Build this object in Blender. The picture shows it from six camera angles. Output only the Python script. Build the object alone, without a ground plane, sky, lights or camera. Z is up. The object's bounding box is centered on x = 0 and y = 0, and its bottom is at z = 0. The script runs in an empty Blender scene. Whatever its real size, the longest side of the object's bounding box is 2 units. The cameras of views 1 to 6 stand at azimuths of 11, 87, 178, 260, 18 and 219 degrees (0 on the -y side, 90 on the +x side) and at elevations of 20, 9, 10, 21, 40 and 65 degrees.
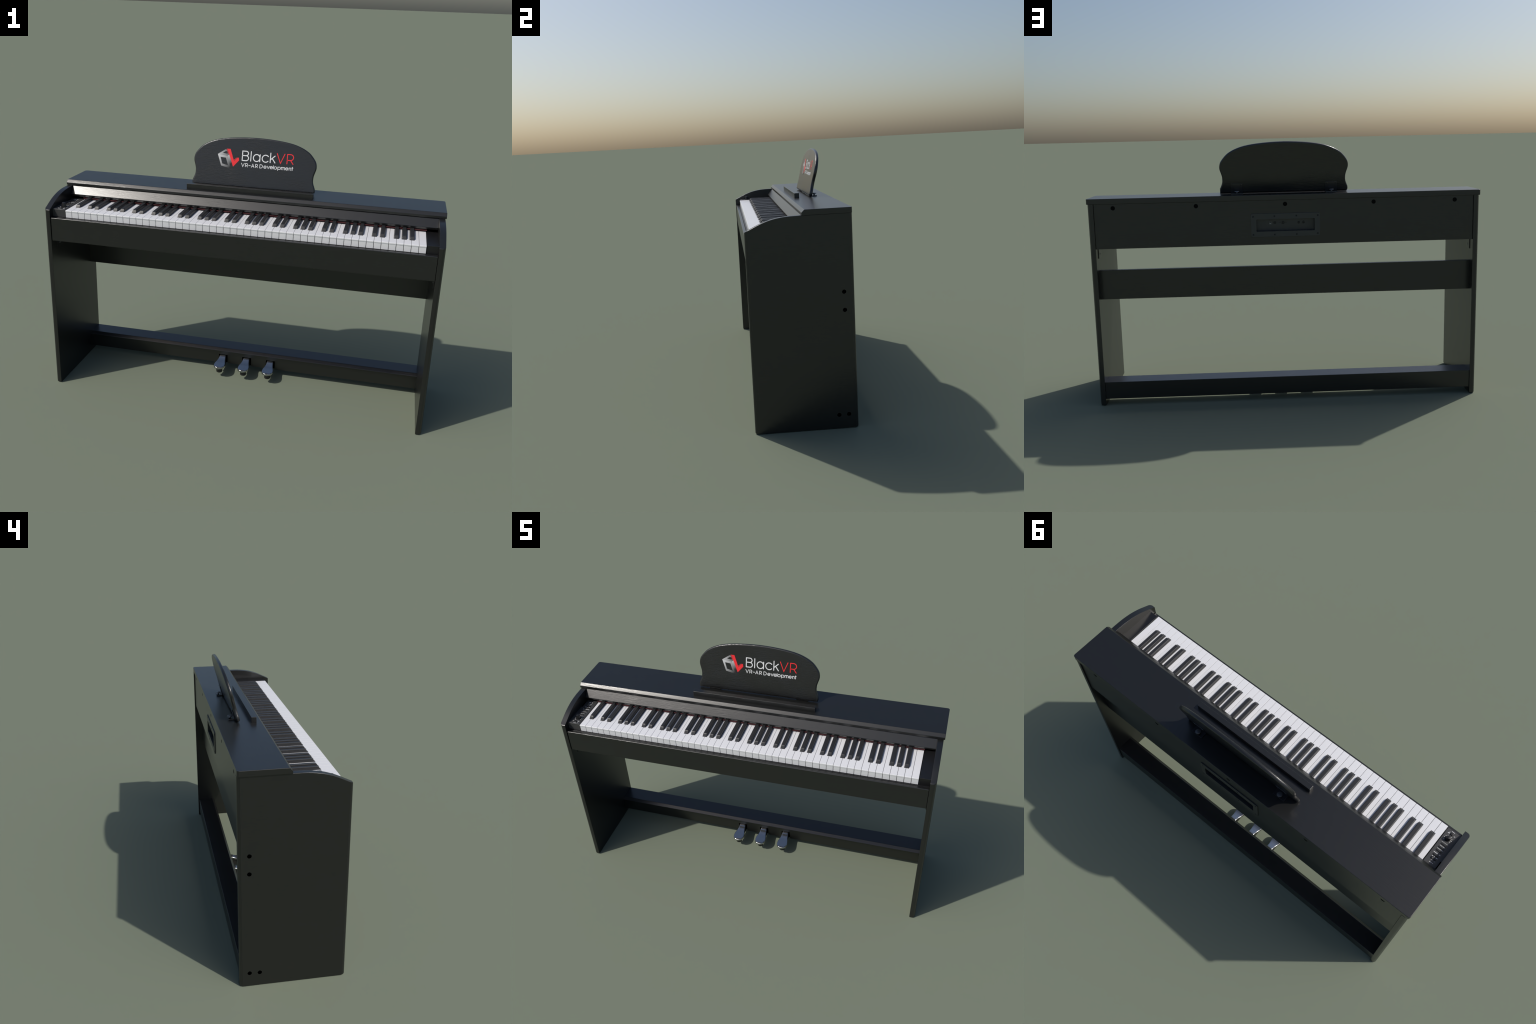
"""Upright digital piano: black wood-grain cabinet, 88 keys, music stand, three pedals."""
import bpy, bmesh, math
from mathutils import Matrix, Vector

# ------------------------------------------------------------------ materials
def nodes_of(name):
    m = bpy.data.materials.new(name)
    m.use_nodes = True
    nt = m.node_tree
    return m, nt, nt.nodes["Principled BSDF"]

def plain(name, col, rough=0.5, metal=0.0, spec=0.5, coat=0.0, noise=0.0, scale=400.0):
    m, nt, b = nodes_of(name)
    b.inputs["Base Color"].default_value = (*col, 1)
    b.inputs["Roughness"].default_value = rough
    b.inputs["Metallic"].default_value = metal
    b.inputs["Specular IOR Level"].default_value = spec
    b.inputs["Coat Weight"].default_value = coat
    if noise:
        tc = nt.nodes.new("ShaderNodeTexCoord")
        n = nt.nodes.new("ShaderNodeTexNoise")
        n.inputs["Scale"].default_value = scale
        n.inputs["Detail"].default_value = 2
        nt.links.new(tc.outputs["Object"], n.inputs["Vector"])
        bp = nt.nodes.new("ShaderNodeBump")
        bp.inputs["Strength"].default_value = noise
        bp.inputs["Distance"].default_value = 0.0004
        nt.links.new(n.outputs["Fac"], bp.inputs["Height"])
        nt.links.new(bp.outputs["Normal"], b.inputs["Normal"])
    return m

def wood(name, stretch, base=(0.0105, 0.0108, 0.0103), rough=0.29, strength=0.11):
    """black open-grain veneer: long fine pores along one axis, patchy depth"""
    m, nt, b = nodes_of(name)
    N, L = nt.nodes, nt.links
    tc = N.new("ShaderNodeTexCoord")
    mp = N.new("ShaderNodeMapping")
    mp.inputs["Scale"].default_value = stretch
    L.new(tc.outputs["Object"], mp.inputs["Vector"])
    fine = N.new("ShaderNodeTexNoise")
    fine.inputs["Scale"].default_value = 1.0
    fine.inputs["Detail"].default_value = 2.0
    fine.inputs["Roughness"].default_value = 0.6
    fine.inputs["Distortion"].default_value = 0.4
    L.new(mp.outputs["Vector"], fine.inputs["Vector"])
    pores = N.new("ShaderNodeValToRGB")
    pores.color_ramp.elements[0].position = 0.36
    pores.color_ramp.elements[1].position = 0.62
    L.new(fine.outputs["Fac"], pores.inputs["Fac"])
    patch = N.new("ShaderNodeTexNoise")
    patch.inputs["Scale"].default_value = 7.0
    patch.inputs["Detail"].default_value = 1.0
    L.new(tc.outputs["Object"], patch.inputs["Vector"])
    pr = N.new("ShaderNodeMapRange")
    pr.inputs["From Min"].default_value = 0.35
    pr.inputs["From Max"].default_value = 0.7
    pr.inputs["To Min"].default_value = strength * 0.2
    pr.inputs["To Max"].default_value = strength
    L.new(patch.outputs["Fac"], pr.inputs["Value"])
    bp = N.new("ShaderNodeBump")
    bp.inputs["Distance"].default_value = 0.0010
    L.new(pr.outputs["Result"], bp.inputs["Strength"])
    L.new(pores.outputs["Color"], bp.inputs["Height"])
    L.new(bp.outputs["Normal"], b.inputs["Normal"])
    cr = N.new("ShaderNodeMix")
    cr.data_type = "RGBA"
    cr.inputs["A"].default_value = (base[0] * 0.75, base[1] * 0.75, base[2] * 0.75, 1)
    cr.inputs["B"].default_value = (base[0] * 1.15, base[1] * 1.15, base[2] * 1.15, 1)
    L.new(fine.outputs["Fac"], cr.inputs["Factor"])
    L.new(cr.outputs["Result"], b.inputs["Base Color"])
    b.inputs["Roughness"].default_value = rough
    b.inputs["Specular IOR Level"].default_value = 0.74
    return m

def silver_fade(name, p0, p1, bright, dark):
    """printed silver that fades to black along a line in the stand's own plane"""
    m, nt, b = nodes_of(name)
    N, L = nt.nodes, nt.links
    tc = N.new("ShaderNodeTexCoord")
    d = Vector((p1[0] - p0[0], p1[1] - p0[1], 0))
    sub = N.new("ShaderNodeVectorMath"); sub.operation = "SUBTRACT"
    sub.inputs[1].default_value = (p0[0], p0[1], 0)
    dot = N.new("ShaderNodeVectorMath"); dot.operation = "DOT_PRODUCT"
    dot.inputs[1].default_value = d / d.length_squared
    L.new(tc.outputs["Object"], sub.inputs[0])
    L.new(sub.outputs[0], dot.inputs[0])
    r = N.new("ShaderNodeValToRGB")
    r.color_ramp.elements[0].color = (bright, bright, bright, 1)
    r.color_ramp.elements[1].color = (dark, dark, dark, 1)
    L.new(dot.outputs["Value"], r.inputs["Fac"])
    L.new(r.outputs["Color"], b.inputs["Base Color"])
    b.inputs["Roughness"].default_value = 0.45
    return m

WOOD_X = wood("black_veneer_lengthwise", (22, 280, 280))
WOOD_Y = wood("black_veneer_crosswise", (280, 22, 280))
WOOD_STAND = wood("black_veneer_stand", (24, 330, 330), strength=0.36)
KEY_WHITE = plain("ivory_white_plastic", (0.79, 0.79, 0.80), 0.30, noise=0.05, scale=900)
KEY_BLACK = plain("black_key_plastic", (0.024, 0.024, 0.025), 0.40, noise=0.12, scale=700)
PLASTIC = plain("matt_control_plastic", (0.050, 0.050, 0.050), 0.38, noise=0.1, scale=900)  # base grey lightened to carry the sun's sheen on the panel top
GLOSS = plain("black_block_plastic", (0.010, 0.010, 0.011), 0.32)
JACKP = plain("jack_plate_plastic", (0.013, 0.015, 0.016), 0.42, spec=0.85, noise=0.1, scale=900)
FELT = plain("red_felt", (0.085, 0.032, 0.034), 0.95, spec=0.1, noise=0.6, scale=1500)
CHROME = plain("polished_chrome", (0.45, 0.455, 0.46), 0.22, 1.0)
DARKM = plain("dark_metal", (0.035, 0.037, 0.042), 0.28, 1.0)
HINGEM = plain("hinge_metal", (0.10, 0.10, 0.105), 0.32, 1.0)
BOLTM = plain("near_black_bolt", (0.001, 0.001, 0.001), 0.6, spec=0.15)  # almost black, so the bolts hardly show in their holes
STEEL = plain("bolt_steel", (0.24, 0.24, 0.245), 0.38, 1.0)
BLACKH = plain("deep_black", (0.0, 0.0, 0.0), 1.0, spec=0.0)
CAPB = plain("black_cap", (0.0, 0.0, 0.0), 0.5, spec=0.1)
RUBBER = plain("black_rubber", (0.018, 0.018, 0.016), 0.6)
BUTTON = plain("button_rubber", (0.010, 0.010, 0.011), 0.4)
PRINT = plain("white_print", (0.80, 0.80, 0.80), 0.5)
PRINTDIM = plain("grey_print", (0.38, 0.38, 0.38), 0.5)
LOGOWHITE = plain("logo_white", (0.80, 0.80, 0.80), 0.45)
LOGORED = plain("logo_red", (0.88, 0.028, 0.035), 0.45)
LOGODARKRED = plain("logo_dark_red", (0.45, 0.03, 0.035), 0.45)
LED = plain("red_lamp", (0.10, 0.006, 0.008), 0.3)
USBM = plain("socket_metal", (0.45, 0.47, 0.48), 0.35, 0.6)

# ------------------------------------------------------------------ helpers
SC = bpy.context.scene.collection
ROOT = bpy.data.objects.new("digital_piano", None)
ROOT.empty_display_size = 0.2
SC.objects.link(ROOT)
ROOT["label"] = "black wood-grain upright digital piano with music stand and pedals"
ROOT["category"] = "digital piano"

def bevel(bm, off, seg=2, ang=35):
    if off <= 0:
        return
    es = [e for e in bm.edges if len(e.link_faces) == 2 and e.calc_face_angle(0) > math.radians(ang)]
    bmesh.ops.bevel(bm, geom=es, offset=off, segments=seg, profile=0.5, affect="EDGES", clamp_overlap=True)

def mesh_from(bm, name, mat):
    bmesh.ops.recalc_face_normals(bm, faces=bm.faces[:])
    me = bpy.data.meshes.new(name)
    bm.to_mesh(me)
    bm.free()
    for p in me.polygons:
        p.use_smooth = True
    me.set_sharp_from_angle(angle=math.radians(50))
    me.materials.append(mat)
    return me

def add(name, me, parent=ROOT, matrix=None):
    o = bpy.data.objects.new(name, me)
    SC.objects.link(o)
    o.parent = parent
    if matrix is not None:
        o.matrix_basis = matrix
    w = o.modifiers.new("weighted", "WEIGHTED_NORMAL")
    w.keep_sharp = True
    return o

def prism_bm(poly, axis, a, b):
    """closed 2D outline swept along an axis; outline is (y,z), (x,z) or (x,y)"""
    bm = bmesh.new()
    put = {"x": lambda p, t: (t, p[0], p[1]), "y": lambda p, t: (p[0], t, p[1]), "z": lambda p, t: (p[0], p[1], t)}[axis]
    lo = [bm.verts.new(put(p, a)) for p in poly]
    hi = [bm.verts.new(put(p, b)) for p in poly]
    n = len(poly)
    bm.faces.new(lo[::-1])
    bm.faces.new(hi)
    for i in range(n):
        bm.faces.new((lo[i], lo[(i + 1) % n], hi[(i + 1) % n], hi[i]))
    bmesh.ops.recalc_face_normals(bm, faces=bm.faces[:])
    return bm

def prism(name, poly, axis, a, b, mat, bev=0.0015, seg=3, parent=ROOT, matrix=None):
    bm = prism_bm(poly, axis, a, b)
    bevel(bm, bev, seg)
    return add(name, mesh_from(bm, name, mat), parent, matrix)

def box(name, lo, hi, mat, bev=0.001, seg=3, parent=ROOT, matrix=None):
    return prism(name, [(lo[0], lo[1]), (hi[0], lo[1]), (hi[0], hi[1]), (lo[0], hi[1])], "z", lo[2], hi[2], mat, bev, seg, parent, matrix)

def lathe_mesh(name, prof, mat, n=32):
    """profile of (radius, height) turned about local z"""
    bm = bmesh.new()
    rings = []
    for r, z in prof:
        if r < 1e-6:
            rings.append([bm.verts.new((0, 0, z))])
        else:
            rings.append([bm.verts.new((r * math.cos(2 * math.pi * i / n), r * math.sin(2 * math.pi * i / n), z)) for i in range(n)])
    for A, B in zip(rings, rings[1:]):
        for i in range(n):
            j = (i + 1) % n
            if len(A) == 1 and len(B) > 1:
                bm.faces.new((A[0], B[i], B[j]))
            elif len(B) == 1 and len(A) > 1:
                bm.faces.new((A[i], A[j], B[0]))
            elif len(A) > 1:
                bm.faces.new((A[i], A[j], B[j], B[i]))
    return mesh_from(bm, name, mat)

def lathe(name, prof, mat, loc=(0, 0, 0), rot=None, n=32, parent=ROOT):
    M = Matrix.Translation(loc)
    if rot is not None:
        M = M @ rot
    return add(name, lathe_mesh(name, prof, mat, n), parent, M)

TO_X = Matrix.Rotation(math.radians(90), 4, "Y")       # local z -> +x
TO_NX = Matrix.Rotation(math.radians(-90), 4, "Y")     # local z -> -x
TO_Y = Matrix.Rotation(math.radians(-90), 4, "X")      # local z -> +y

def carve(obj, cutters):
    """boolean difference, applied"""
    for bm in cutters:
        me = bpy.data.meshes.new("cut")
        bmesh.ops.recalc_face_normals(bm, faces=bm.faces[:])
        bm.to_mesh(me); bm.free()
        me.materials.append(obj.data.materials[0])
        c = bpy.data.objects.new("cut", me)
        SC.objects.link(c)
        md = obj.modifiers.new("cut", "BOOLEAN")
        md.operation = "DIFFERENCE"; md.solver = "EXACT"; md.object = c
    for md in [m for m in obj.modifiers if m.type == "WEIGHTED_NORMAL"]:
        obj.modifiers.remove(md)
    dg = bpy.context.evaluated_depsgraph_get()
    me = bpy.data.meshes.new_from_object(obj.evaluated_get(dg))
    cuts = [m.object for m in obj.modifiers if m.type == "BOOLEAN"]
    obj.modifiers.clear()
    old = obj.data
    obj.data = me
    me.name = obj.name
    bpy.data.meshes.remove(old)
    for c in cuts:
        d = c.data
        bpy.data.objects.remove(c)
        bpy.data.meshes.remove(d)
    for p in me.polygons:
        p.use_smooth = True
    me.set_sharp_from_angle(angle=math.radians(50))
    w = obj.modifiers.new("weighted", "WEIGHTED_NORMAL"); w.keep_sharp = True

def cyl_bm(c, r, axis, a, b, n=32):
    return prism_bm([(c[0] + r * math.cos(2 * math.pi * i / n), c[1] + r * math.sin(2 * math.pi * i / n)) for i in range(n)], axis, a, b)

def spline(pts, per=5):
    """Catmull-Rom through open control points"""
    out = []
    P = [pts[0]] + list(pts) + [pts[-1]]
    for i in range(1, len(P) - 2):
        p0, p1, p2, p3 = (Vector(P[k]) for k in (i - 1, i, i + 1, i + 2))
        for k in range(per):
            t = k / per
            out.append(tuple(0.5 * ((2 * p1) + (p2 - p0) * t + (2 * p0 - 5 * p1 + 4 * p2 - p3) * t * t + (3 * p1 - p0 - 3 * p2 + p3) * t ** 3)))
    out.append(tuple(pts[-1]))
    return out

def inset(poly, d):
    """shrink a counter-clockwise outline by d along its corner bisectors"""
    out = []
    n = len(poly)
    for i in range(n):
        a, p, b = Vector(poly[i - 1]), Vector(poly[i]), Vector(poly[(i + 1) % n])
        d0, d1 = (p - a).normalized(), (b - p).normalized()
        n0, n1 = Vector((-d0.y, d0.x)), Vector((-d1.y, d1.x))
        m = (n0 + n1).normalized()
        out.append(tuple(p + m * (d / max(0.45, m.dot(n0)))))
    return out

# ------------------------------------------------------------------ cabinet sizes
XO, XI = 0.9940, 0.9645          # side panel outer / inner face
YF, YB = -0.2553, 0.2553          # front / back of the cabinet
LID_BACK = 0.2548
LID_B, LID_T = 1.0590, 1.0868    # lid underside / top

# side panels: straight board with an arched front shoulder
arch = spline([(YF + 0.0015, 0.9945), (-0.2300, 1.0055), (-0.2000, 1.0198), (-0.1747, 1.0308), (-0.1456, 1.0410),
               (-0.1166, 1.0487), (-0.0806, 1.0548), (-0.0447, 1.0578), (-0.0120, 1.0586), (0.0200, 1.0588)], 4)
RB = 0.0045                                        # rounded lower corners
corner = lambda cy, cz, a0: [(cy + RB * math.cos(math.radians(a0 + k * 22.5)), cz + RB * math.sin(math.radians(a0 + k * 22.5))) for k in range(5)]
# counter-clockwise in (y, z): back bottom, back top, arch from back to front, front bottom
profile = corner(YB - RB, RB, -90) + [(YB, 1.0588)] + list(reversed(arch)) + [(YF + 0.0004, 0.9925), (YF, 0.9900)] + list(reversed([(y, z) for y, z in
          [(YF + RB - RB * math.sin(math.radians(k * 22.5)), RB - RB * math.cos(math.radians(k * 22.5))) for k in range(5)]]))
RO = 0.0135                                       # outer corners are well rounded in plan, all other edges crisp
def arch_z(y):
    for (y0, z0), (y1, z1) in zip(arch, arch[1:]):
        if y0 <= y <= y1:
            return z0 + (z1 - z0) * (y - y0) / (y1 - y0)
    return arch[0][1] if y < arch[0][0] else 1.0588
def narrowed(d):
    """the board's outline with front and back edge pulled in by d"""
    out = []
    for y, z in profile:
        if z > 0.9930:
            y2 = YB - d - (YB - y) * (YB - YF - 2 * d) / (YB - YF)
            out.append((y2, arch_z(y2)))
        else:
            out.append((y + d if y < 0 else y - d, z + (arch_z(YF + 0.0015 + d) - arch_z(YF + 0.0015) if 0.9 < z and y < 0 else 0)))
    return out
def panel_mesh(sgn):
    bm = bmesh.new()
    E = 0.0018
    rings = [[bm.verts.new((sgn * XI, y, z)) for y, z in inset(profile, 0.0008)], [bm.verts.new((sgn * (XI + 0.0008), y, z)) for y, z in profile]]
    for k in range(8):
        a = math.pi / 2 * k / 8
        rings.append([bm.verts.new((sgn * (XO - E - RO + RO * math.sin(a)), y, z)) for y, z in narrowed(RO * (1 - math.cos(a)))])
    last = narrowed(RO * (1 - math.cos(math.pi / 2 * 7.6 / 8)))
    for k in range(4):
        a = math.pi / 2 * k / 3
        rings.append([bm.verts.new((sgn * (XO - E + E * math.sin(a)), y, z)) for y, z in inset(last, E * (1 - math.cos(a)))])
    for A, B in zip(rings, rings[1:]):
        for i in range(len(A)):
            j = (i + 1) % len(A)
            bm.faces.new((A[i], B[i], B[j], A[j]))
    bm.faces.new(rings[0][::-1]); bm.faces.new(rings[-1])
    return mesh_from(bm, "side_panel", WOOD_Y)
BOLT_HOLES = [(0.2040, 0.6840), (0.2050, 0.5950), (0.2078, 0.0702), (0.1598, 0.0690)]
bolt_me = lathe_mesh("bolt", [(0, -0.004), (0.0085, -0.004), (0.0085, 0.0), (0.0075, 0.001), (0.0045, 0.001), (0.0042, -0.002), (0, -0.002)], BOLTM, 24)
for s in (1, -1):
    p = add("side_panel", panel_mesh(s))
    carve(p, [cyl_bm(h, 0.0102, "x", min(s * (XO - 0.013), s * (XO + 0.01)), max(s * (XO - 0.013), s * (XO + 0.01))) for h in BOLT_HOLES])
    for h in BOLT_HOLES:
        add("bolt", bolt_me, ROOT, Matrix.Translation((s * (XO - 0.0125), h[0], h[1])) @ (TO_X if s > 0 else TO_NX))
        o = lathe("bolt_hole_lining", [(0.0101, -0.0128), (0.0101, -0.0008), (0.0096, -0.0008), (0.0096, -0.0126), (0, -0.0126)], BLACKH,  # pure black cup set inside the hole
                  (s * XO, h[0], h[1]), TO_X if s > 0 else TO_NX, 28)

# lid: board with chamfered front edge and rounded back corners
bm = prism_bm([(0.0150, LID_B), (0.0150, 1.0725), (0.0292, LID_T), (LID_BACK, LID_T), (LID_BACK, LID_B)], "x", -1.0, 1.0)
back = [e for e in bm.edges if all(abs(v.co.y - LID_BACK) < 1e-5 for v in e.verts) and abs(e.verts[0].co.z - e.verts[1].co.z) > 0.01]
bmesh.ops.bevel(bm, geom=back, offset=0.011, segments=6, profile=0.5, affect="EDGES")
bevel(bm, 0.0018, 3, 30)
add("lid", mesh_from(bm, "lid", WOOD_X))

# back board with five bolt holes along the top and a window for the jack plate
bb = box("back_board", (-0.9640, 0.2330, 0.8312), (0.9640, 0.2488, 1.0588), WOOD_X, 0.0006)
BACK_HOLES = [-0.8675, -0.4510, 0.0003, 0.4510, 0.8675]
carve(bb, [cyl_bm((x, 1.0380), 0.0110, "y", 0.2450, 0.26) for x in BACK_HOLES] +
      [prism_bm([(-0.150, 0.899), (0.150, 0.899), (0.150, 0.9635), (-0.150, 0.9635)], "y", 0.22, 0.26)])
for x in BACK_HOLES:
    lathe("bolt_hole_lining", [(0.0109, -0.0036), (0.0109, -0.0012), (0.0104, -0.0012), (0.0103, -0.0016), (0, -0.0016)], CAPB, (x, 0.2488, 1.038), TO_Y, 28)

# front rail below the keys, key bed and floor of the key box
prism("front_rail", [(-0.2512, 0.8297), (-0.2512, 0.9525), (-0.2340, 0.9525), (-0.2340, 0.8297)], "x", -0.9642, 0.9642, WOOD_X, 0.0034, 4)
box("key_bed", (-0.9638, -0.2325, 0.9300), (0.9638, 0.1900, 0.9518), GLOSS, 0.0008)
box("bottom_board", (-0.9638, -0.2335, 0.8305), (0.9638, 0.2325, 0.8455), WOOD_X, 0.001)

# sloping fallboard under the lid
prism("fallboard", [(0.0200, 1.0585), (-0.0140, 1.0195), (-0.0142, 1.0165), (-0.0098, 1.0068), (0.0450, 1.0068), (0.0450, 1.0585)], "x", -0.9640, 0.9640, WOOD_X, 0.0012, 3)

# stretcher rail between the legs
box("stretcher_rail", (-0.9656, 0.1810, 0.5603), (0.9656, 0.2054, 0.7136), WOOD_X, 0.0012)

# pedal beam with three slots
beam = prism("pedal_beam", [(0.1400, 0.0350), (0.1400, 0.1102), (0.1545, 0.1245), (0.2488, 0.1245), (0.2488, 0.0330)], "x", -0.9656, 0.9656, WOOD_X, 0.0014, 3)
PEDAL_X = (-0.1400, 0.0, 0.1400)
carve(beam, [prism_bm([(px - 0.0262, 0.020), (px + 0.0262, 0.020), (px + 0.0262, 0.0880), (px - 0.0262, 0.0880)], "y", 0.12, 0.20) for px in PEDAL_X])

# ------------------------------------------------------------------ pedals
half_w = spline([(0.175, 0.0185), (0.125, 0.0193), (0.105, 0.0222), (0.090, 0.0258), (0.074, 0.0297), (0.059, 0.0315), (0.0455, 0.0309),
                 (0.0335, 0.0266), (0.0258, 0.0198), (0.0213, 0.0125), (0.0194, 0.0050)], 4)
top_z = [(0.175, 0.0860), (0.130, 0.0850), (0.116, 0.0800), (0.100, 0.0757), (0.085, 0.0737), (0.070, 0.0726), (0.050, 0.0708), (0.018, 0.0675)]
top_curve = spline(top_z, 8)
def lerp_z(y):
    for (y0, z0, *_), (y1, z1, *_) in zip(top_curve, top_curve[1:]):
        if y1 <= y <= y0:
            return z0 + (z1 - z0) * (y0 - y) / (y0 - y1)
    return top_z[-1][1]
bm = bmesh.new()
rings = []
for y, w in half_w:
    z = lerp_z(y); th = 0.0150; r = min(0.0045, w * 0.9)
    sec = [(-w + r, 0), (w - r, 0)]
    pts = [(x, 0) for x in (-w + r, -w * 0.4, 0, w * 0.4, w - r)]
    pts += [(w - r + r * math.sin(a), -r + r * math.cos(a)) for a in (0.5, 1.05, math.pi / 2)]
    pts += [(w, -th + r * 0.8), (w - r * 0.35, -th + r * 0.2), (w - r, -th), (-w + r, -th), (-w + r * 0.35, -th + r * 0.2), (-w, -th + r * 0.8)]
    pts += [(-(w - r + r * math.sin(a)), -r + r * math.cos(a)) for a in (math.pi / 2, 1.05, 0.5)]
    edge = max(0.0, (0.029 - y) / 0.008)
    rings.append([bm.verts.new((x, y, z + dz * (1 - 0.35 * min(1, edge)) - 0.0022 * edge * edge)) for x, dz in pts])
for A, B in zip(rings, rings[1:]):
    for i in range(len(A)):
        j = (i + 1) % len(A)
        bm.faces.new((A[i], A[j], B[j], B[i]))
bm.faces.new(rings[0]); bm.faces.new(rings[-1][::-1])
pedal_me = mesh_from(bm, "pedal", CHROME)
bump_me = lathe_mesh("pedal_bumper", [(0, 0.0255), (0.0150, 0.0255), (0.0172, 0.0275), (0.0176, 0.040), (0.0165, 0.056), (0, 0.056)], RUBBER, 20)
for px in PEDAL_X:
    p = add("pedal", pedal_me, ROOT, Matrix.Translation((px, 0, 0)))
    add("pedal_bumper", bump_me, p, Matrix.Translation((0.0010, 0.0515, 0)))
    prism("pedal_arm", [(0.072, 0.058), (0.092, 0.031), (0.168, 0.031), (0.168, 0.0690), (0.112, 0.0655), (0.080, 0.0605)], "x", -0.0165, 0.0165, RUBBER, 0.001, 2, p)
    box("pedal_slot_black_block", (px - 0.0258, 0.150, 0.0362), (px + 0.0258, 0.1985, 0.0876), BLACKH, 0)  # solid pure black block set inside the slot

# ------------------------------------------------------------------ keyboard
KX0, KX1 = -0.8928, 0.9088
PITCH = (KX1 - KX0) / 52
KT, KF, KBK = 0.9910, -0.2262, 0.0040
BW, BL = 0.0223, -0.1600                      # black key base width, front end
OFFS = {"C": -0.0019, "D": 0.0019, "F": -0.0021, "G": 0.0, "A": 0.0021}
NAMES = "CDEFGAB"
GAP = 0.0008

def white_mesh(left, right):
    """left / right: how far the neighbouring black key reaches into this key, or None"""
    bm = bmesh.new()
    x0, x1 = GAP, PITCH - GAP
    ny = BL - 0.0015
    out = [(x0, KF), (x1, KF)]
    out += [(x1, KBK)] if right is None else [(x1, ny), (x1 - right, ny), (x1 - right, KBK)]
    out += [(x0, KBK)] if left is None else [(x0 + left, KBK), (x0 + left, ny), (x0, ny)]
    def slab(o, z0, z1):
        b = prism_bm(o, "z", z0, z1)
        return b
    b = slab(out, KT - 0.0070, KT)
    front = [e for e in b.edges if all(abs(v.co.y - KF) < 1e-6 for v in e.verts) and all(abs(v.co.z - KT) < 1e-6 for v in e.verts)]
    bmesh.ops.bevel(b, geom=front, offset=0.0024, segments=3, profile=0.5, affect="EDGES")
    es = [e for e in b.edges if len(e.link_faces) == 2 and e.calc_face_angle(0) > 1.2 and max(v.co.z for v in e.verts) > KT - 0.003]
    bmesh.ops.bevel(b, geom=es, offset=0.0005, segments=1, affect="EDGES", clamp_overlap=True)
    tmp = bpy.data.meshes.new("t"); b.to_mesh(tmp); b.free(); bm.from_mesh(tmp); bpy.data.meshes.remove(tmp)
    # slightly inset key body under the lip
    low = prism_bm([(x0 + 0.0004, KF + 0.0014), (x1 - 0.0004, KF + 0.0014), (x1 - 0.0004, KF + 0.05), (x0 + 0.0004, KF + 0.05)], "z", 0.9532, KT - 0.0069)
    bevel(low, 0.0005, 1)
    tmp = bpy.data.meshes.new("t"); low.to_mesh(tmp); low.free(); bm.from_mesh(tmp); bpy.data.meshes.remove(tmp)
    return mesh_from(bm, "white_key", KEY_WHITE)

def cut(note, side):
    """reach of the black key sharp-of-note over the given side of a white key"""
    hw = BW / 2 + 0.0007 - GAP
    return hw + (OFFS[note] if side == "left" else -OFFS[note])

cache = {}
black_at = []
for i in range(52):
    n = NAMES[(i + 5) % 7]                     # lowest key is A
    prev = NAMES[(i + 4) % 7]
    left = cut(prev, "left") if (prev in OFFS and i > 0) else None
    right = cut(n, "right") if (n in OFFS and i < 51) else None
    if (left, right) not in cache:
        cache[(left, right)] = white_mesh(left, right)
    add("white_key", cache[(left, right)], ROOT, Matrix.Translation((KX0 + i * PITCH, 0, 0)))
    if right is not None:
        black_at.append(KX0 + (i + 1) * PITCH + OFFS[n])

# black key: tapered bar with sloped, softly rounded nose
bm = bmesh.new()
BT, BB = 1.0064, 0.9840
wb, wt = BW / 2, 0.0083
stations = [(BL, BB, 0.9885, wb, wb), (BL + 0.0006, BB, 0.9910, wb, wb - 0.0004), (BL + 0.0080, BB, 1.0020, wb, wt + 0.0010),
            (BL + 0.0105, BB, 1.0044, wb, wt + 0.0004), (BL + 0.0132, BB, 1.0057, wb, wt + 0.0002), (BL + 0.0165, BB, BT, wb, wt), (0.010, BB, BT, wb, wt)]
rings = []
for y, z0, z1, w0, w1 in stations:
    zm = min(z1, KT)
    rings.append([bm.verts.new(c) for c in ((-w0, y, z0), (w0, y, z0), (w0, y, max(z0, zm - 0.0005)), (w1 + 0.0006, y, z1 - 0.0012), (w1 - 0.0008, y, z1),
                                            (-w1 + 0.0008, y, z1), (-w1 - 0.0006, y, z1 - 0.0012), (-w0, y, max(z0, zm - 0.0005)))])
for A, B in zip(rings, rings[1:]):
    for i in range(8):
        j = (i + 1) % 8
        bm.faces.new((A[i], A[j], B[j], B[i]))
bm.faces.new(rings[0]); bm.faces.new(rings[-1][::-1])
bk_me = mesh_from(bm, "black_key", KEY_BLACK)
bk_me.set_sharp_from_angle(angle=math.radians(25))
for x in black_at:
    add("black_key", bk_me, ROOT, Matrix.Translation((x, 0, 0)))

box("felt_strip", (KX0 - 0.002, -0.0088, 0.9968), (KX1 + 0.003, 0.0035, 1.0022), FELT, 0.0008)
box("key_slip_shadow_board", (-0.9635, 0.0045, 0.9522), (0.9635, 0.0150, 1.0066), BLACKH, 0)  # pure black plate, paints the dark gap behind the keys

# ------------------------------------------------------------------ end blocks
box("end_block", (0.9112, -0.2215, 0.9520), (0.9656, 0.0040, 0.9925), GLOSS, 0.0014, 3)
panel = box("control_panel", (-0.9656, -0.2215, 0.9520), (-0.8962, 0.0040, 0.9930), PLASTIC, 0.0014, 3)
CZ = 0.9930
box("panel_slot", (-0.9636, -0.0660, CZ - 0.002), (-0.9590, -0.0150, CZ + 0.0004), BLACKH, 0, parent=panel)

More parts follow.
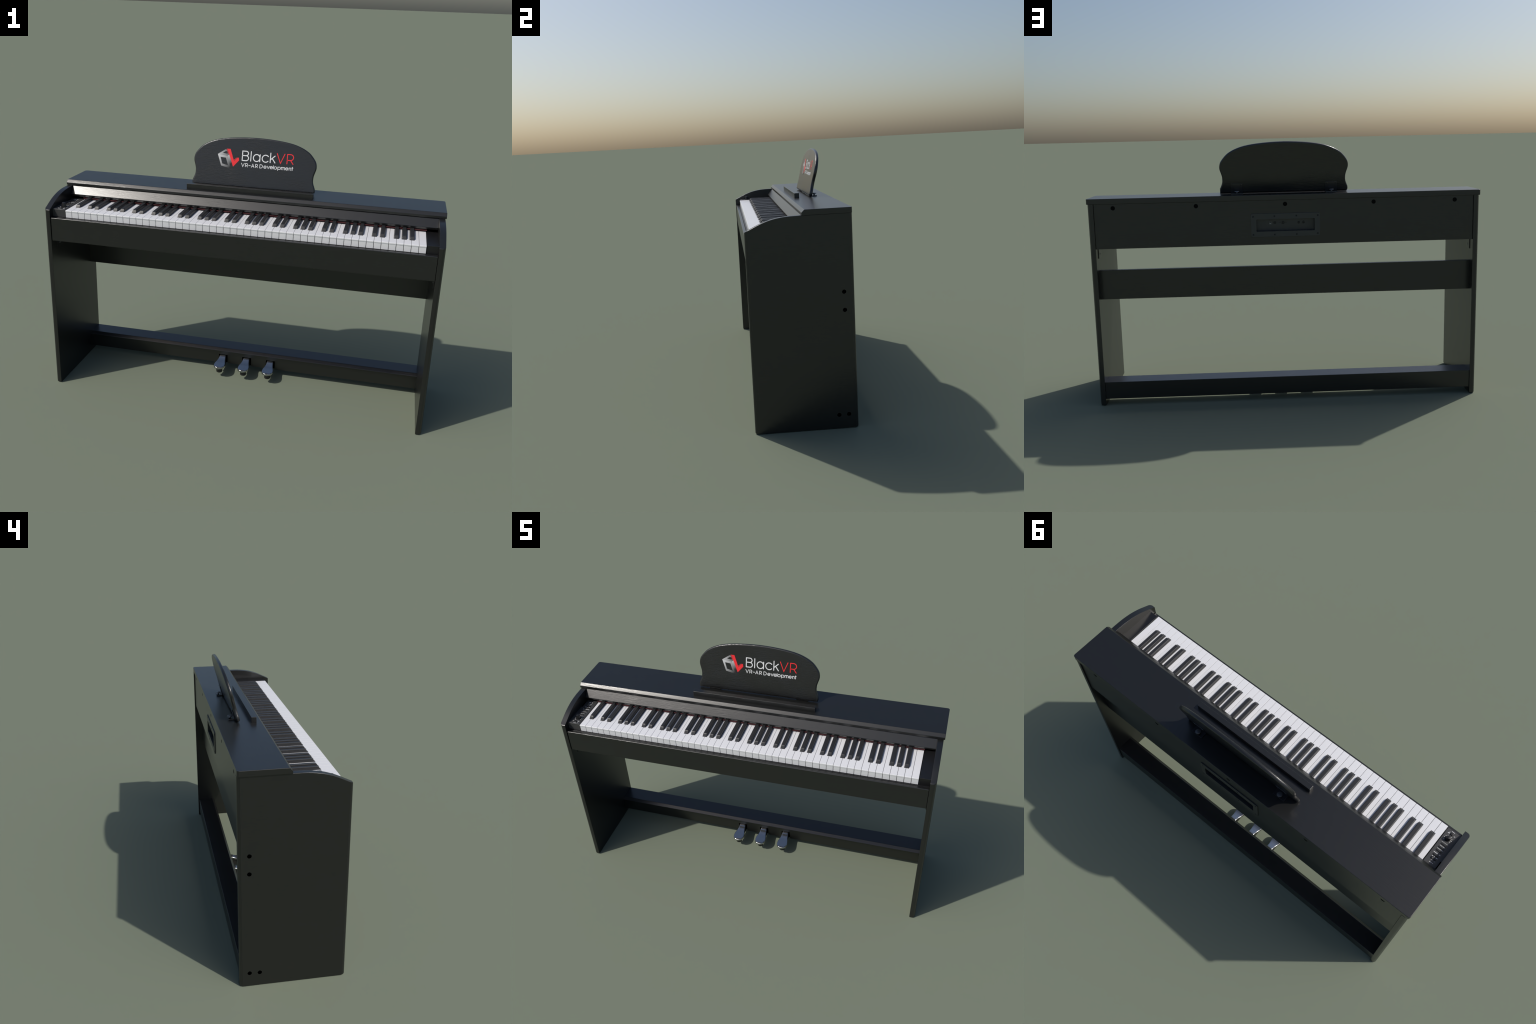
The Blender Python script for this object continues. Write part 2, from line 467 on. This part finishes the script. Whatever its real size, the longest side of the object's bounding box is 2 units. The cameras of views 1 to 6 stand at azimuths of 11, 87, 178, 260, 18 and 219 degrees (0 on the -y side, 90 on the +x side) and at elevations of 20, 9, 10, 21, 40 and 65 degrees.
def on_panel(name, x, y, wx, wy, h, mat, bev=0.0007):
    return box(name, (x - wx / 2, y - wy / 2, CZ - 0.0005), (x + wx / 2, y + wy / 2, CZ + h), mat, bev, 2, panel)
on_panel("power_button", -0.9265, -0.2030, 0.0125, 0.0115, 0.0045, BUTTON, 0.0012)
lathe("volume_knob", [(0, 0.0), (0.0150, 0.0), (0.0150, 0.0010), (0.0122, 0.0016), (0.0118, 0.010), (0.0100, 0.0215), (0.0088, 0.0238), (0.0050, 0.0246), (0, 0.0247)],
      BUTTON, (-0.9250, -0.1735, CZ), None, 40, panel)
for y in (-0.1386, -0.1199, -0.1014, -0.0761):
    on_panel("function_button", -0.9262, y, 0.0275, 0.0075, 0.0032, BUTTON, 0.0010)
for x, y in ((-0.9190, -0.0575), (-0.9345, -0.0578)):
    lathe("round_button", [(0, 0.0), (0.0064, 0.0), (0.0060, 0.0026), (0.0045, 0.0034), (0, 0.0036)], BUTTON, (x, y, CZ), None, 24, panel)
for y in (-0.1382, -0.1193, -0.1016):
    lathe("indicator_lamp", [(0.0017, 0.0), (0.0015, 0.0006), (0, 0.0009)], LED, (-0.9477, y, CZ), None, 12, panel)

def dashes(name, y, spans, mat, wy=0.0022, h=0.00025):
    for a, b in spans:
        on_panel(name, (a + b) / 2, y, b - a, wy, h, mat, 0)
dashes("panel_mark", -0.1487, [(-0.9420, -0.9330), (-0.9320, -0.9215), (-0.9205, -0.9090)], PRINTDIM)
dashes("panel_mark", -0.1285, [(-0.9395, -0.9275), (-0.9260, -0.9130)], PRINTDIM, 0.0034)
dashes("panel_mark", -0.1105, [(-0.9405, -0.9300), (-0.9285, -0.9110)], PRINTDIM, 0.0032)
dashes("panel_mark", -0.0868, [(-0.9440, -0.9360), (-0.9290, -0.9080)], PRINT, 0.0022)
dashes("panel_mark", -0.0664, [(-0.9420, -0.9330), (-0.9270, -0.9240), (-0.9180, -0.9140)], PRINT, 0.0028)
dashes("panel_mark", -0.0475, [(-0.9420, -0.9360), (-0.9290, -0.9200)], PRINTDIM, 0.0022)
dashes("panel_mark", -0.0360, [(-0.9390, -0.9350), (-0.9320, -0.9190)], PRINT, 0.0022)
dashes("panel_mark", -0.0215, [(-0.9400, -0.9300), (-0.9255, -0.9190)], PRINT, 0.0038)
dashes("panel_mark", -0.2155, [(-0.9350, -0.9190)], PRINT, 0.0018)
dashes("panel_mark", -0.2005, [(-0.9160, -0.9070)], PRINT, 0.0024)
dashes("panel_mark", -0.2060, [(-0.9150, -0.9125)], PRINT, 0.0050)
dashes("panel_mark", -0.2000, [(-0.9460, -0.9390)], PRINTDIM, 0.0040)
for k in range(9):
    a = math.radians(-210 + k * 30)
    on_panel("knob_tick", -0.9250 + 0.0182 * math.cos(a), -0.1735 + 0.0182 * math.sin(a), 0.0024, 0.0024, 0.00025, PRINT, 0)

# ------------------------------------------------------------------ music stand
TILT = math.atan(0.251)
STAND = Matrix.Translation((0, 0.1352, 1.0925)) @ Matrix.Rotation(math.pi / 2 - TILT, 4, "X")   # local x, y up the slope, z out of the front
right = spline([(0.3262, 0.0020), (0.3298, 0.0075), (0.3313, 0.0145), (0.3312, 0.0215), (0.3295, 0.0300), (0.3252, 0.0405), (0.3203, 0.0530), (0.3178, 0.0650),
                (0.3174, 0.0760), (0.3182, 0.0890), (0.3208, 0.1005), (0.3250, 0.1140), (0.3285, 0.1255), (0.3300, 0.1360), (0.3296, 0.1465), (0.3272, 0.1590),
                (0.3214, 0.1720), (0.3060, 0.1925), (0.2850, 0.2130), (0.2490, 0.2336), (0.2015, 0.2499), (0.1400, 0.2606), (0.0650, 0.2672), (0.0, 0.2692)], 3)
outline = right[:-1] + [(0, right[-1][1])] + [(-x, y) for x, y in reversed(right[:-1])]
THICK, RIM = 0.0186, 0.0074
bm = bmesh.new()
rings = []
for k in range(6):
    a = math.pi / 2 * k / 5
    rings.append([bm.verts.new((x, y, -RIM * (1 - math.sin(math.pi / 2 - a)))) for x, y in inset(outline, RIM * (1 - math.sin(a)))])
for k in range(6):
    a = math.pi / 2 * k / 5
    rings.append([bm.verts.new((x, y, -THICK + RIM * (1 - math.sin(a)))) for x, y in inset(outline, RIM * (1 - math.cos(a)))])
for A, B in zip(rings, rings[1:]):
    for i in range(len(A)):
        j = (i + 1) % len(A)
        bm.faces.new((A[i], B[i], B[j], A[j]))
bm.faces.new(rings[0]); bm.faces.new(rings[-1][::-1])
stand_me = mesh_from(bm, "music_stand", WOOD_STAND)
stand = add("music_stand", stand_me, ROOT, STAND)
box("music_ledge", (-0.3352, 0.0535, LID_T - 0.001), (0.3352, 0.0805, 1.1140), WOOD_X, 0.0018, 3)

# hinges: a leaf on the stand's back, a leaf on the lid and a thumb screw
for hx in (-0.2437, 0.2437):
    leaf = box("hinge_leaf", (hx - 0.0312, -0.0020, -0.0216), (hx + 0.0312, 0.0560, -0.0187), HINGEM, 0.0006, 1, stand)
    for sx in (-0.0225, 0.0225):
        lathe("hinge_screw", [(0.0046, -0.0216), (0.0040, -0.0229), (0, -0.0233)], HINGEM, (hx + sx, 0.0490, 0), None, 16, leaf)
    base = box("hinge_base", (hx - 0.0312, 0.1440, LID_T + 0.0002), (hx + 0.0312, 0.1885, LID_T + 0.0048), HINGEM, 0.0006, 1)
    lathe("hinge_pin", [(0.0032, -0.0305), (0.0036, -0.030), (0.0036, 0.030), (0.0032, 0.0305)], HINGEM, (hx, 0.1455, LID_T + 0.0048), TO_X, 12, base)
    lathe("thumb_screw", [(0, 0.0030), (0.0085, 0.0032), (0.0040, 0.0075), (0.0040, 0.0095), (0.0112, 0.0125), (0.0132, 0.0142), (0.0122, 0.0168), (0.0060, 0.0180), (0, 0.0181)],
          STEEL, (hx, 0.1770, LID_T), None, 28, base)

# ------------------------------------------------------------------ lettering and emblem on the stand (millimetres in the stand's plane)
def ribbon(bm, pts, w, h, z0=-0.0002):
    """flat stroke with round ends through 2D points (metres)"""
    P = [Vector((p[0], p[1])) for p in pts]
    closed = (P[0] - P[-1]).length < 1e-6
    L, R = [], []
    n = len(P)
    for i, p in enumerate(P):
        if closed:
            a, b = P[(i - 1) % (n - 1)], P[(i + 1) % (n - 1)] if i < n - 1 else P[1]
            if i == 0: a = P[n - 2]
        else:
            a, b = P[max(0, i - 1)], P[min(n - 1, i + 1)]
        d0 = (p - a).normalized() if (p - a).length > 1e-9 else (b - p).normalized()
        d1 = (b - p).normalized() if (b - p).length > 1e-9 else d0
        t = (d0 + d1).normalized()
        nn = Vector((-t.y, t.x))
        k = w / 2 / max(0.5, nn.dot(Vector((-d0.y, d0.x))))
        L.append(p + nn * k); R.append(p - nn * k)
    if not closed:
        d0 = (P[1] - P[0]).normalized(); d1 = (P[-1] - P[-2]).normalized()
        cap0 = [P[0] + (w / 2) * Vector((math.cos(a), math.sin(a))) for a in [math.atan2(d0.y, d0.x) + math.pi / 2 + k * math.pi / 6 for k in range(1, 6)]]
        cap1 = [P[-1] + (w / 2) * Vector((math.cos(a), math.sin(a))) for a in [math.atan2(d1.y, d1.x) - math.pi / 2 + k * math.pi / 6 for k in range(1, 6)]]
    vt = {}
    def v(p, z):
        return bm.verts.new((p.x, p.y, z))
    Lt = [v(p, h) for p in L]; Rt = [v(p, h) for p in R]
    Lb = [v(p, z0) for p in L]; Rb = [v(p, z0) for p in R]
    for i in range(n - 1):
        bm.faces.new((Rt[i], Rt[i + 1], Lt[i + 1], Lt[i]))
        bm.faces.new((Rb[i], Rb[i + 1], Rt[i + 1], Rt[i]))
        bm.faces.new((Lt[i], Lt[i + 1], Lb[i + 1], Lb[i]))
    if not closed:
        for cap, a_t, a_b, b_t, b_b in ((cap0, Lt[0], Lb[0], Rt[0], Rb[0]), (cap1, Rt[-1], Rb[-1], Lt[-1], Lb[-1])):
            ct = [v(p, h) for p in cap]; cb = [v(p, z0) for p in cap]
            bm.faces.new([a_t] + ct + [b_t])
            seq_t = [a_t] + ct + [b_t]; seq_b = [a_b] + cb + [b_b]
            for i in range(len(seq_t) - 1):
                bm.faces.new((seq_t[i], seq_b[i], seq_b[i + 1], seq_t[i + 1]))

def arc(cx, cy, rx, ry, a0, a1, n=18):
    return [(cx + rx * math.cos(math.radians(a0 + (a1 - a0) * i / n)), cy + ry * math.sin(math.radians(a0 + (a1 - a0) * i / n))) for i in range(n + 1)]

def letter(name, strokes, w, mat, base_h=0.00035):
    bm = bmesh.new()
    for k, st in enumerate(strokes):
        ribbon(bm, [(x / 1000, y / 1000) for x, y in st], w / 1000, base_h + 0.00004 * k)
    me = mesh_from(bm, name, mat)
    me.set_sharp_from_angle(angle=math.radians(30))
    o = bpy.data.objects.new(name, me)
    SC.objects.link(o)
    o.parent = stand
    return o

# glyphs as monoline strokes; baseline 0, cap height 1, x height X
X = 0.74
def glyph(c):
    r = X / 2
    return {
        "V": ([[(0, 1), (0.40, 0), (0.80, 1)]], 0.80),
        "R": ([[(0, 0), (0, 1), (0.34, 1)] + arc(0.34, 0.69, 0.30, 0.31, 90, -90) + [(0, 0.38)], [(0.36, 0.38), (0.64, 0)]], 0.64),
        "A": ([[(0, 0), (0.40, 1), (0.80, 0)], [(0.15, 0.30), (0.65, 0.30)]], 0.80),
        "D": ([[(0, 0), (0, 1), (0.26, 1)] + arc(0.26, 0.5, 0.46, 0.5, 90, -90) + [(0, 0)]], 0.72),
        "B": ([[(0, 0), (0, 1), (0.40, 1)] + arc(0.40, 0.765, 0.24, 0.235, 90, -90) + [(0, 0.53)], [(0.40, 0.53)] + arc(0.42, 0.265, 0.265, 0.265, 90, -90) + [(0, 0)]], 0.68),
        "l": ([[(0, 0), (0, 1)]], 0.0),
        "e": ([arc(r, r, r, r, 0, 322, 26), [(0.02, r), (X, r)]], X),
        "v": ([[(0, X), (0.30, 0), (0.60, X)]], 0.60),
        "o": ([arc(r, r, r, r, 0, 360, 28)], X),
        "p": ([arc(r, r, r, r, 0, 360, 28), [(0, X), (0, -0.28)]], X),
        "m": ([[(0, 0), (0, X)], arc(0.21, X - 0.21, 0.21, 0.21, 180, 0) + [(0.42, 0)], arc(0.63, X - 0.21, 0.21, 0.21, 180, 0) + [(0.84, 0)]], 0.84),
        "n": ([[(0, 0), (0, X)], arc(0.26, X - 0.26, 0.26, 0.26, 180, 0) + [(0.52, 0)]], 0.52),
        "t": ([[(0.16, 0), (0.16, 1.0)], [(0, X), (0.34, X)]], 0.34),
        "-": ([[(0, 0.46), (0.42, 0.46)]], 0.42),
        "a": ([arc(r, r, r, r, 0, 360, 30), [(X, 0), (X, X)]], X),
        "c": ([arc(r, r, r, r, 42, 318, 26)], X * 0.88),
        "k": ([[(0, 0), (0, 1)], [(0.52, 0.72), (0.06, 0.34)], [(0.20, 0.46), (0.56, 0)]], 0.56),
    }[c]

def place(ch, x0, base, height, w, mat, name, width=None):
    st, adv = glyph(ch)
    sx = height if width is None or adv == 0 else width / adv
    return letter(name, [[(x0 + px * sx, base + py * height) for px, py in s] for s in st], w, mat)

SW = 4.9
CAP0, CAPH = 146.3, 49.2
for ch, x0, wd in (("B", -66.5, 33.4), ("l", -20.3, None), ("a", -7.0, 35.3), ("c", 40.3, 32.5), ("k", 84.3, 25.5)):
    place(ch, x0, CAP0, CAPH, SW, LOGOWHITE, "logo_letter", wd)
for ch, x0, wd in (("V", 118.6, 40.6), ("R", 173.4, 32.4)):
    place(ch, x0, CAP0, CAPH, 4.3, LOGORED, "logo_letter", wd)
small = [("V", -68.2, 15.0), ("R", -46.6, 12.0), ("-", -28.6, 9.0), ("A", -14.0, 14.2), ("R", 8.0, 10.6), ("D", 31.0, 14.4), ("e", 52.3, 13.6), ("v", 70.6, 12.0),
         ("e", 86.0, 13.6), ("l", 103.4, None), ("o", 107.6, 14.2), ("p", 127.4, 14.2), ("m", 146.2, 18.0), ("e", 168.2, 13.6), ("n", 187.4, 9.4), ("t", 200.6, 7.0)]
for ch, x0, wd in small:
    place(ch, x0, 114.0, 17.6, 3.0, LOGOWHITE, "logo_letter", wd)

def plate(name, outer, mat, h, inner=None):
    """thin printed facet; inner = hole outline with the same corner count"""
    bm = bmesh.new()
    f = lambda p, z: bm.verts.new((p[0] / 1000, p[1] / 1000, z))
    o_t = [f(p, h) for p in outer]; o_b = [f(p, -0.0002) for p in outer]
    n = len(outer)
    for i in range(n):
        j = (i + 1) % n
        bm.faces.new((o_t[i], o_b[i], o_b[j], o_t[j]))
    if inner is None:
        bm.faces.new(o_t)
    else:
        i_t = [f(p, h) for p in inner]; i_b = [f(p, -0.0002) for p in inner]
        for i in range(n):
            j = (i + 1) % n
            bm.faces.new((o_t[i], o_t[j], i_t[j], i_t[i]))
            bm.faces.new((i_t[i], i_b[i], i_b[j], i_t[j]))
    me = mesh_from(bm, name, mat)
    me.set_sharp_from_angle(angle=math.radians(30))
    o = bpy.data.objects.new(name, me)
    SC.objects.link(o)
    o.parent = stand
    return o
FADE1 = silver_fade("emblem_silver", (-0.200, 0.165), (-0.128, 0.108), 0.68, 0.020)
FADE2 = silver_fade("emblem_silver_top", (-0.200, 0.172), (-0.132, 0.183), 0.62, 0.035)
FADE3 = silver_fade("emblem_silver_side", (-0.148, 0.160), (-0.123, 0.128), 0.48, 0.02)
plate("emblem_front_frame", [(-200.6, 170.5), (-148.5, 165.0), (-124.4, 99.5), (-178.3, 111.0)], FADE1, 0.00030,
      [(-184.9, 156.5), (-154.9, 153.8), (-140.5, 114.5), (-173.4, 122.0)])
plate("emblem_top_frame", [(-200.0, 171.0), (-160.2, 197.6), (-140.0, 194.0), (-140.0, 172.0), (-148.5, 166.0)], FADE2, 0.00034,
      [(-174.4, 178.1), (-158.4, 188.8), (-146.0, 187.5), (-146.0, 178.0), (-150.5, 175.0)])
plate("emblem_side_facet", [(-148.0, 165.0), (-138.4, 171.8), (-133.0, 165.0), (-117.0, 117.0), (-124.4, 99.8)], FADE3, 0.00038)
plate("emblem_bar", [(-154.7, 201.3), (-133.3, 201.2), (-112.5, 145.8), (-97.3, 158.2), (-85.2, 158.5), (-82.9, 144.8), (-113.0, 110.0), (-138.4, 171.8), (-145.8, 177.4)],
      LOGORED, 0.00045)
plate("emblem_bar_shade", [(-154.2, 200.8), (-147.5, 198.0), (-138.6, 172.6), (-145.4, 177.6)], LOGODARKRED, 0.00050)
plate("emblem_bar_shade", [(-112.1, 145.9), (-97.6, 157.8), (-91.0, 158.0), (-108.9, 137.8)], LOGODARKRED, 0.00050)

# ------------------------------------------------------------------ jack plate on the back
JZ0, JZ1 = 0.8722, 0.9914
def rrect(x0, z0, x1, z1, r, n=5):
    out = []
    for cx, cz, a in ((x1 - r, z1 - r, 0), (x0 + r, z1 - r, 90), (x0 + r, z0 + r, 180), (x1 - r, z0 + r, 270)):
        out += [(cx + r * math.cos(math.radians(a + 90 * i / n)), cz + r * math.sin(math.radians(a + 90 * i / n))) for i in range(n + 1)]
    return out
jp = prism("jack_plate", rrect(-0.1757, JZ0, 0.1757, JZ1, 0.008), "y", 0.2483, 0.2532, JACKP, 0.0009, 2)
carve(jp, [prism_bm(rrect(-0.1490, 0.9000, 0.1490, 0.9625, 0.004), "y", 0.24, 0.27)])
RY = 0.2200                                     # recessed floor
tray = prism_bm(rrect(-0.1490, 0.9000, 0.1490, 0.9625, 0.004), "y", RY, 0.2485)
for f in [f for f in tray.faces if abs(f.calc_center_median().y - 0.2485) < 1e-6]:
    tray.faces.remove(f)
bmesh.ops.solidify(tray, geom=tray.faces[:], thickness=0.0009)
add("jack_tray", mesh_from(tray, "jack_tray", JACKP), jp)
for x, z in [(0.1644, 0.9768), (0.0556, 0.9773), (-0.0556, 0.9775), (-0.1644, 0.9770), (0.1644, 0.8845), (0.0560, 0.8832), (-0.0565, 0.8828), (-0.1640, 0.8845)]:
    lathe("plate_screw", [(0.0048, 0.0), (0.0044, 0.0010), (0.0030, 0.0014), (0.0014, 0.0006), (0, 0.0006)], DARKM, (x, 0.2529, z), TO_Y, 16, jp)
JR = RY + 0.0012
box("usb_socket", (0.0769 - 0.0062, JR - 0.0005, 0.9335), (0.0769 + 0.0062, JR + 0.0025, 0.9455), BUTTON, 0.0006, 1, jp)
box("usb_tongue", (0.0769 - 0.0036, JR + 0.001, 0.9365), (0.0769 + 0.0036, JR + 0.0036, 0.9392), USBM, 0.0003, 1, jp)
for k, (dx0, dz0, dx1, dz1) in enumerate(((-0.0058, 0.0050, 0.0058, 0.0058), (-0.0058, -0.0058, 0.0058, -0.0050), (-0.0058, -0.0049, -0.0050, 0.0049), (0.0050, -0.0049, 0.0058, 0.0049))):
    box("usb_rim", (0.0769 + dx0, JR + 0.001, 0.9395 + dz0), (0.0769 + dx1, JR + 0.0032, 0.9395 + dz1), PRINTDIM, 0, 1, jp)
for x, z, r in ((0.0535, 0.9406, 0.0062), (0.0117, 0.9403, 0.0080), (-0.0693, 0.9397, 0.0062), (-0.0933, 0.9398, 0.0064)):
    lathe("jack_socket", [(r, 0.0), (r, 0.0022), (r * 0.82, 0.0030), (r * 0.62, 0.0028), (r * 0.55, 0.0008), (0, 0.0008)], BUTTON, (x, JR - 0.0003, z), TO_Y, 24, jp)
for dx in (-0.0150, 0.0150):
    lathe("jack_pin", [(0.0026, 0.0), (0.0024, 0.0016), (0, 0.0018)], BUTTON, (0.0117 + dx, JR - 0.0003, 0.9403), TO_Y, 12, jp)

# ------------------------------------------------------------------ angle brackets under the key box
for s in (1, -1):
    for y0, y1 in ((-0.200, -0.146), (0.152, 0.206)):
        x0, x1 = sorted((s * 0.9645, s * 0.9612))
        br = prism("angle_bracket", [(y0, 0.776), (y1, 0.776), (y1, 0.8298), (y0, 0.8298)], "x", x0, x1, HINGEM, 0.0006, 1)
        fx0, fx1 = sorted((s * 0.9611, s * 0.912))
        box("bracket_flange", (fx0, y0, 0.8268), (fx1, y1, 0.8300), DARKM, 0.0005, 1, br)
        lathe("bracket_screw", [(0.0052, 0.0), (0.0048, 0.0016), (0, 0.0026)], STEEL, (s * 0.9612, (y0 + y1) / 2, 0.797), TO_NX if s > 0 else TO_X, 16, br)
